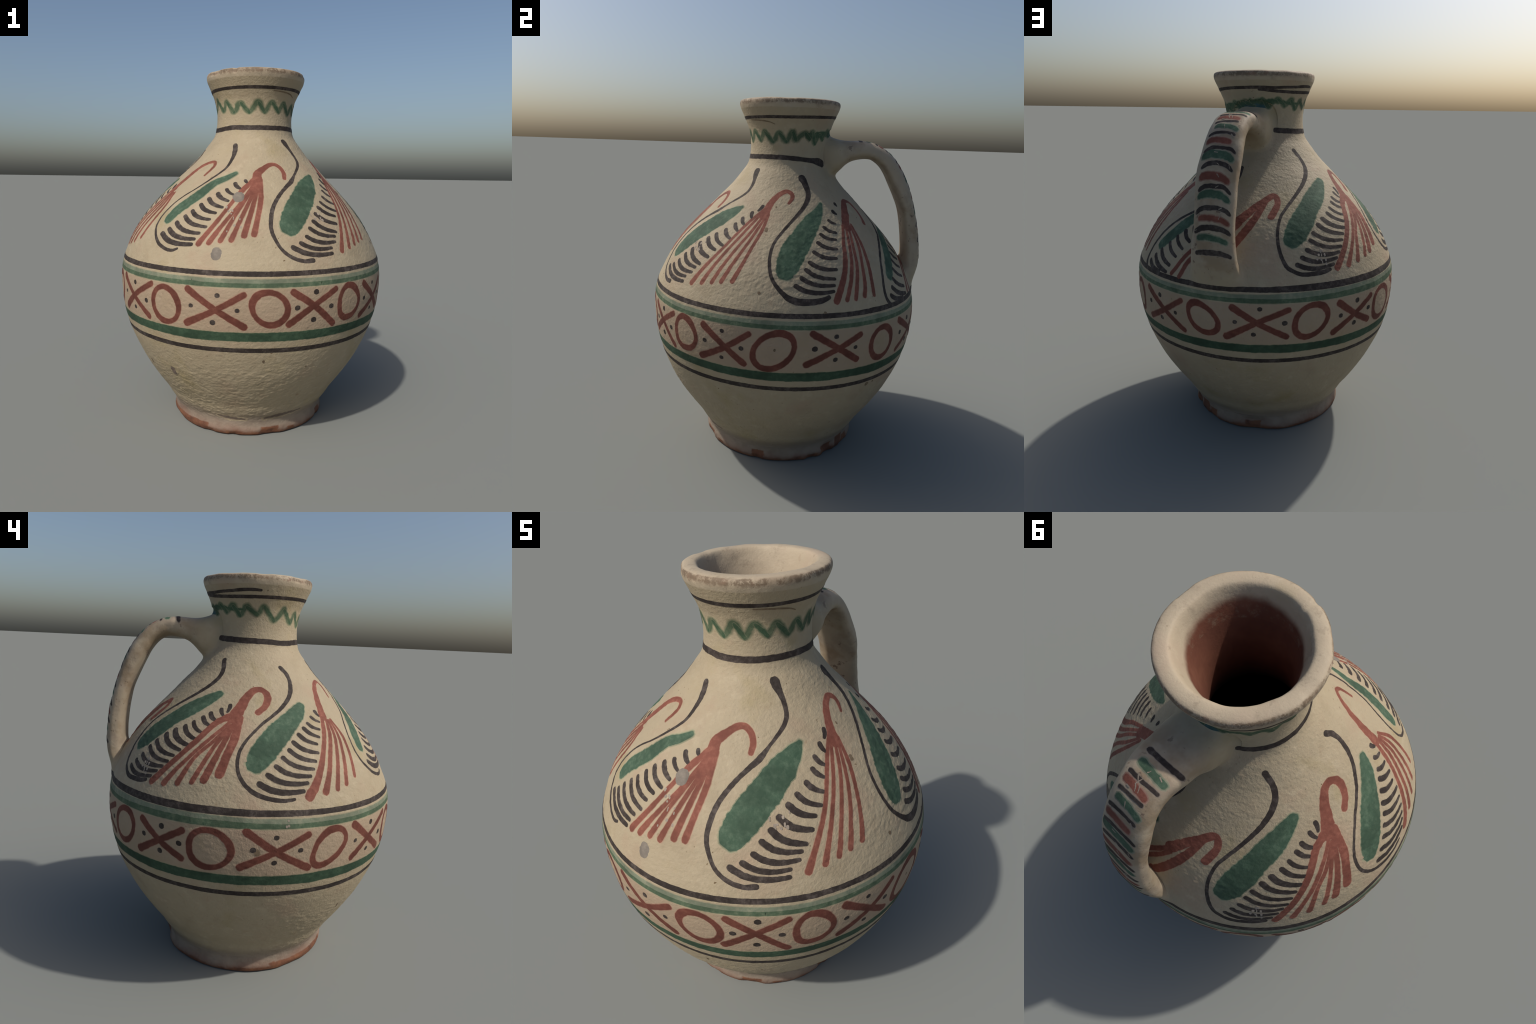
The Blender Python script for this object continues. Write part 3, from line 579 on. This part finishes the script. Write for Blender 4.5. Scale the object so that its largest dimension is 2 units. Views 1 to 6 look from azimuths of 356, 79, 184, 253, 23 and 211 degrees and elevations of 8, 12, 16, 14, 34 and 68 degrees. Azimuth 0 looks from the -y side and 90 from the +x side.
def wobble_ring(q):
    q = np.array(q); c = q.mean(0); out = []
    for k in range(16):
        t = k / 16 * math.tau; x, y = math.cos(t), math.sin(t)
        h = (q[2] - c) if x > 0 else (c - q[0]); v = (q[1] - c) if y > 0 else (c - q[3])
        p = c + h * x + v * y; out.append((p[0], p[1], 25 + 4 * math.sin(2 * t + c[0]) + 2 * math.sin(3 * t + c[0] * 2)))
    return out
for c in CROSSES:
    ul, lr, ll, ur = c; k = RNG.uniform(.92, 1.08, 4); b = RNG.uniform(-.012, .012, 2)
    mid = lambda p, q, s: ((p[0] + q[0]) / 2, (p[1] + q[1]) / 2 + s)
    st = [[(*ul, 32 * k[0]), (*mid(ul, lr, b[0]), 27), (*lr, 29 * k[1])], [(*ll, 31 * k[2]), (*mid(ll, ur, b[1]), 25), (*ur, 26 * k[3])]]
    feathered("red_cross", WALL, st, "frieze_red", body, reach=.006, ground="frieze", fat=1.22)
for r in RINGS:
    q = wobble_ring(r)
    feathered("red_ring", WALL, [q], "frieze_red", body, reach=.006, ground="frieze", closed=True, fat=1.25)
for a, z in DOTS:
    feathered("black_dot", WALL, [[(a - .04, z, 23 + 3 * math.sin(a)), (a + .04, z, 23 + 3 * math.sin(a))]], "black", body, reach=.003, steps=2, ground="frieze", step=.0004)

# bands round the widest part: (height by azimuth) with a hand-drawn waver
def band(name, z, w, mat, waver=.003, seed=0.0, parent=body, lift=.0012, dz=None, wvar=.12, reach=.003, steps=2):
    az = np.arange(0, 360, 2.5); a = np.radians(az); C = np.stack([np.cos(a) * 2, np.sin(a) * 2, a * 0], 1)
    zz = z + waver * vnoise(C * 1.3, seed) + .4 * waver * vnoise(C * 5, seed + 3)
    if dz is not None: zz = zz + dz(az)
    ww = w * (1 + wvar * vnoise(C * 2.1, seed + 5) + .5 * wvar * vnoise(C * 9, seed + 9))
    return feathered(name, WALL, [list(zip(az, zz, ww))], mat, parent, reach=reach, steps=steps, lift=lift, closed=True, jitter=.06)
rise = lambda az: .009 * np.exp(-(((az - 218 + 180) % 360 - 180) / 32) ** 2) + .003 * np.exp(-(((az - 255 + 180) % 360 - 180) / 25) ** 2)
broad = lambda az: 1
band("black_band", .9665, 23, "black", .002, 1.0, dz=rise)
band("pale_green_band", .927, 30, "pale", .002, 1.0, dz=rise, lift=.0008, reach=.008)
band("green_band", .9145, 17, "mid_green", .003, 2.0, dz=rise, lift=.0014, wvar=.35, reach=.009, steps=3)
band("green_band", .657, 44, "dark_green", .003, 6.0, reach=.007, steps=3)
band("black_band", .584, 22, "black", .003, 9.0)

# neck lines and the green zigzag
feathered("black_neck_line", WALL, [[(131,1.662,44),(126,1.668,42),(117,1.674,30),(108,1.677,24),(89,1.684,23),(62,1.690,23),(28,1.688,24),(0,1.686,25),(-20,1.686,26),(-35,1.688,25),(-67,1.680,24),(-87,1.683,25),(-120,1.686,26),(-146,1.690,27),(-160,1.693,26)]], "black", neck, reach=.004, steps=2)
feathered("black_neck_line", WALL, [[(-180,1.903,17),(-142,1.892,17),(-92,1.894,17),(-35,1.897,17),(5,1.898,18),(46,1.899,17),(92,1.902,18),(146,1.911,17),(180,1.913,17),(211,1.915,15),(246,1.9245,16),(257,1.924,13)]], "black", neck, reach=.003, steps=2)
painted("brown_scratch", WALL, [[(20,1.884,5),(32,1.882,8),(44,1.878,8),(52,1.872,6),(58,1.862,4)]], M["soot"], neck)
ZIG = [(-71,1.842),(-57,1.783),(-48.5,1.828),(-36,1.772),(-25,1.82),(-12,1.77),(.8,1.823),(10.3,1.772),(20.7,1.825),(32.4,1.778),(41,1.822),(53.8,1.772),(63,1.818),(73.2,1.774),(82,1.825),(87,1.784),
       (99.7,1.822),(107,1.79),(111.3,1.828),(117.2,1.768),(124,1.82),(133,1.79),(141,1.835),(150,1.81),(160,1.84),(172,1.815),(183,1.853),(191,1.815),(203,1.857),(213,1.822),(223,1.851),(232,1.806),(241,1.846),(253.8,1.812),(262,1.85),(276,1.788),(289,1.842)]
down = [[(a + .8, z - .004, 15), ((a + b) / 2, (z + y) / 2, 20), (b, y, 18)] for (a, z), (b, y) in zip(ZIG[:-1], ZIG[1:]) if y < z]
wave = [(a, z, 24 + 3 * math.sin(a * 1.7)) for a, z in ZIG]
feathered("green_zigzag", WALL, [wave], "thin_smear", neck, reach=.014, steps=4, lift=.0011, jitter=.2)
painted("green_zigzag", WALL, down, edge_paint("smear", .8), neck, lift=.0013, grow=.003, jitter=.2)
painted("green_zigzag", WALL, down, M["smear"], neck, lift=.0017, jitter=.2)
feathered("green_smear", WALL, [[(101,1.815,12),(115,1.812,30),(128,1.815,34),(140,1.82,32),(158,1.83,36),(180,1.838,34),(200,1.842,24),(222,1.834,14),(236,1.834,8)]], "smear", neck, reach=.012, lift=.0012, jitter=.25)
painted("teal_blot", WALL, [[(160,1.822,20),(172,1.818,34),(186,1.82,22)]], M["teal"], neck, lift=.0012, jitter=.25)

# handle stripes: (reach, height) on the outer face, sideways start and end, width, colour
STRIPES = [(.407,1.79,-.071,.089,20,"black"),(.452,1.79,-.055,.069,24,"green"),(.492,1.781,-.072,.074,14,"black"),(.525,1.766,-.066,.05,24,"red"),(.555,1.748,-.07,.056,14,"black"),(.58,1.727,-.05,.062,24,"green"),
 (.612,1.696,-.074,.063,16,"black"),(.634,1.667,-.068,.046,26,"red"),(.659,1.627,-.078,.078,18,"black"),(.674,1.603,-.074,.068,32,"green"),(.695,1.556,-.075,.081,22,"black"),(.713,1.508,-.07,.069,30,"red"),
 (.73,1.461,-.078,.087,23,"black"),(.742,1.42,-.073,.077,28,"green"),(.756,1.362,-.085,.089,24,"black"),(.768,1.317,-.065,.084,22,"red"),(.777,1.266,-.085,.096,26,"black"),(.784,1.22,-.063,.083,24,"green"),(.788,1.145,-.07,.102,24,"black")]
for i, (h, z, l0, l1, w, c) in enumerate(STRIPES):
    r = row_of(h, z); t = 1.2 if i % 2 else -.4; bow = RNG.uniform(-.7, .7)
    pts = [(r - t * .4, l0 + .008, w), (r + bow * .5, l0 * .5 + l1 * .5, w * RNG.uniform(.9, 1.1)), (r + t * .6, l1 - .008, w * .9)]
    feathered({"black": "black_stripe", "green": "green_stripe", "red": "red_stripe"}[c], STRAP, [pts], c, handle, reach=.005 if c == "black" else .010, ground="strap", lift=.0013, jitter=.16, fat=1.12 if c == "black" else 1.25)

for _ in range(18):                                        # stripes rubbed and chipped along the strap
    i = int(RNG.integers(0, 19)); h, z, l0, l1, w, c = STRIPES[i]; l = RNG.uniform(l0, l1); k = RNG.uniform(.003, .007)
    painted("worn_spot", STRAP, [[(row_of(h, z) + RNG.normal(0, 1.2), l - k, 1000 * k * .9), (row_of(h, z) + RNG.normal(0, 1.2), l + k, 1000 * k * .7)]], M["strap_wear"], handle, lift=.0020, jitter=.25, step=.002)

# mends, smudges and bare clay
def blot(name, a, z, w, h, mat, lift, jitter=.12):
    """roundish patch w by h metres"""
    n = 5; k = 57.3 / radius(z)
    pts = [(a, z + (t - .5) * max(h - w, .001), w * 1000 / 1.1) for t in (0, .5, 1)]
    return painted(name, WALL, [pts], M[mat], body, lift=lift, jitter=jitter, step=.003 if h - w > .004 else .0003)
blot("grey_mend", -11.1, 1.317, .062, .066, "stone", .0026, .06); blot("grey_mend", -17.4, 1.053, .052, .066, "stone", .0012, .14); blot("brown_stain", -41.8, .399, .036, .058, "violet", .0008, .14)
for a, z, w, h in ((66.5,1.335,.018,.026),(68,1.06,.016,.014),(116,.555,.026,.026),(119.5,.56,.014,.014),(70,1.44,.009,.012),(-60,.40,.018,.03),(-103,.795,.034,.026),(-96,.655,.016,.02),(93,.975,.02,.026),(2,.52,.014,.018),(21,.47,.011,.012),(75,.80,.012,.016)):
    blot("brown_smudge", a, z, w, h, "soot", .0008, .3)
feathered("foot_stain", WALL, [[(8, .105, 10), (16, .118, 26), (26, .125, 22), (34, .13, 8)], [(-24, .118, 8), (-15, .108, 20), (-6, .10, 8)]], "violet", body, reach=.02, steps=3, jitter=.3)
for a, z, spread, count in ((28.5,1.215,.035,9),(-150.5,1.125,.025,7),(-12,1.215,.05,12),(-151,1.075,.02,4),(-93,.92,.02,3)):
    for _ in range(count):
        blot("flaked_spot", a + RNG.normal(0, spread) * 57.3 / radius(z) * .7, z + RNG.normal(0, spread) * .6, RNG.uniform(.005, .014), RNG.uniform(.006, .018), "flake", .0024, .3)
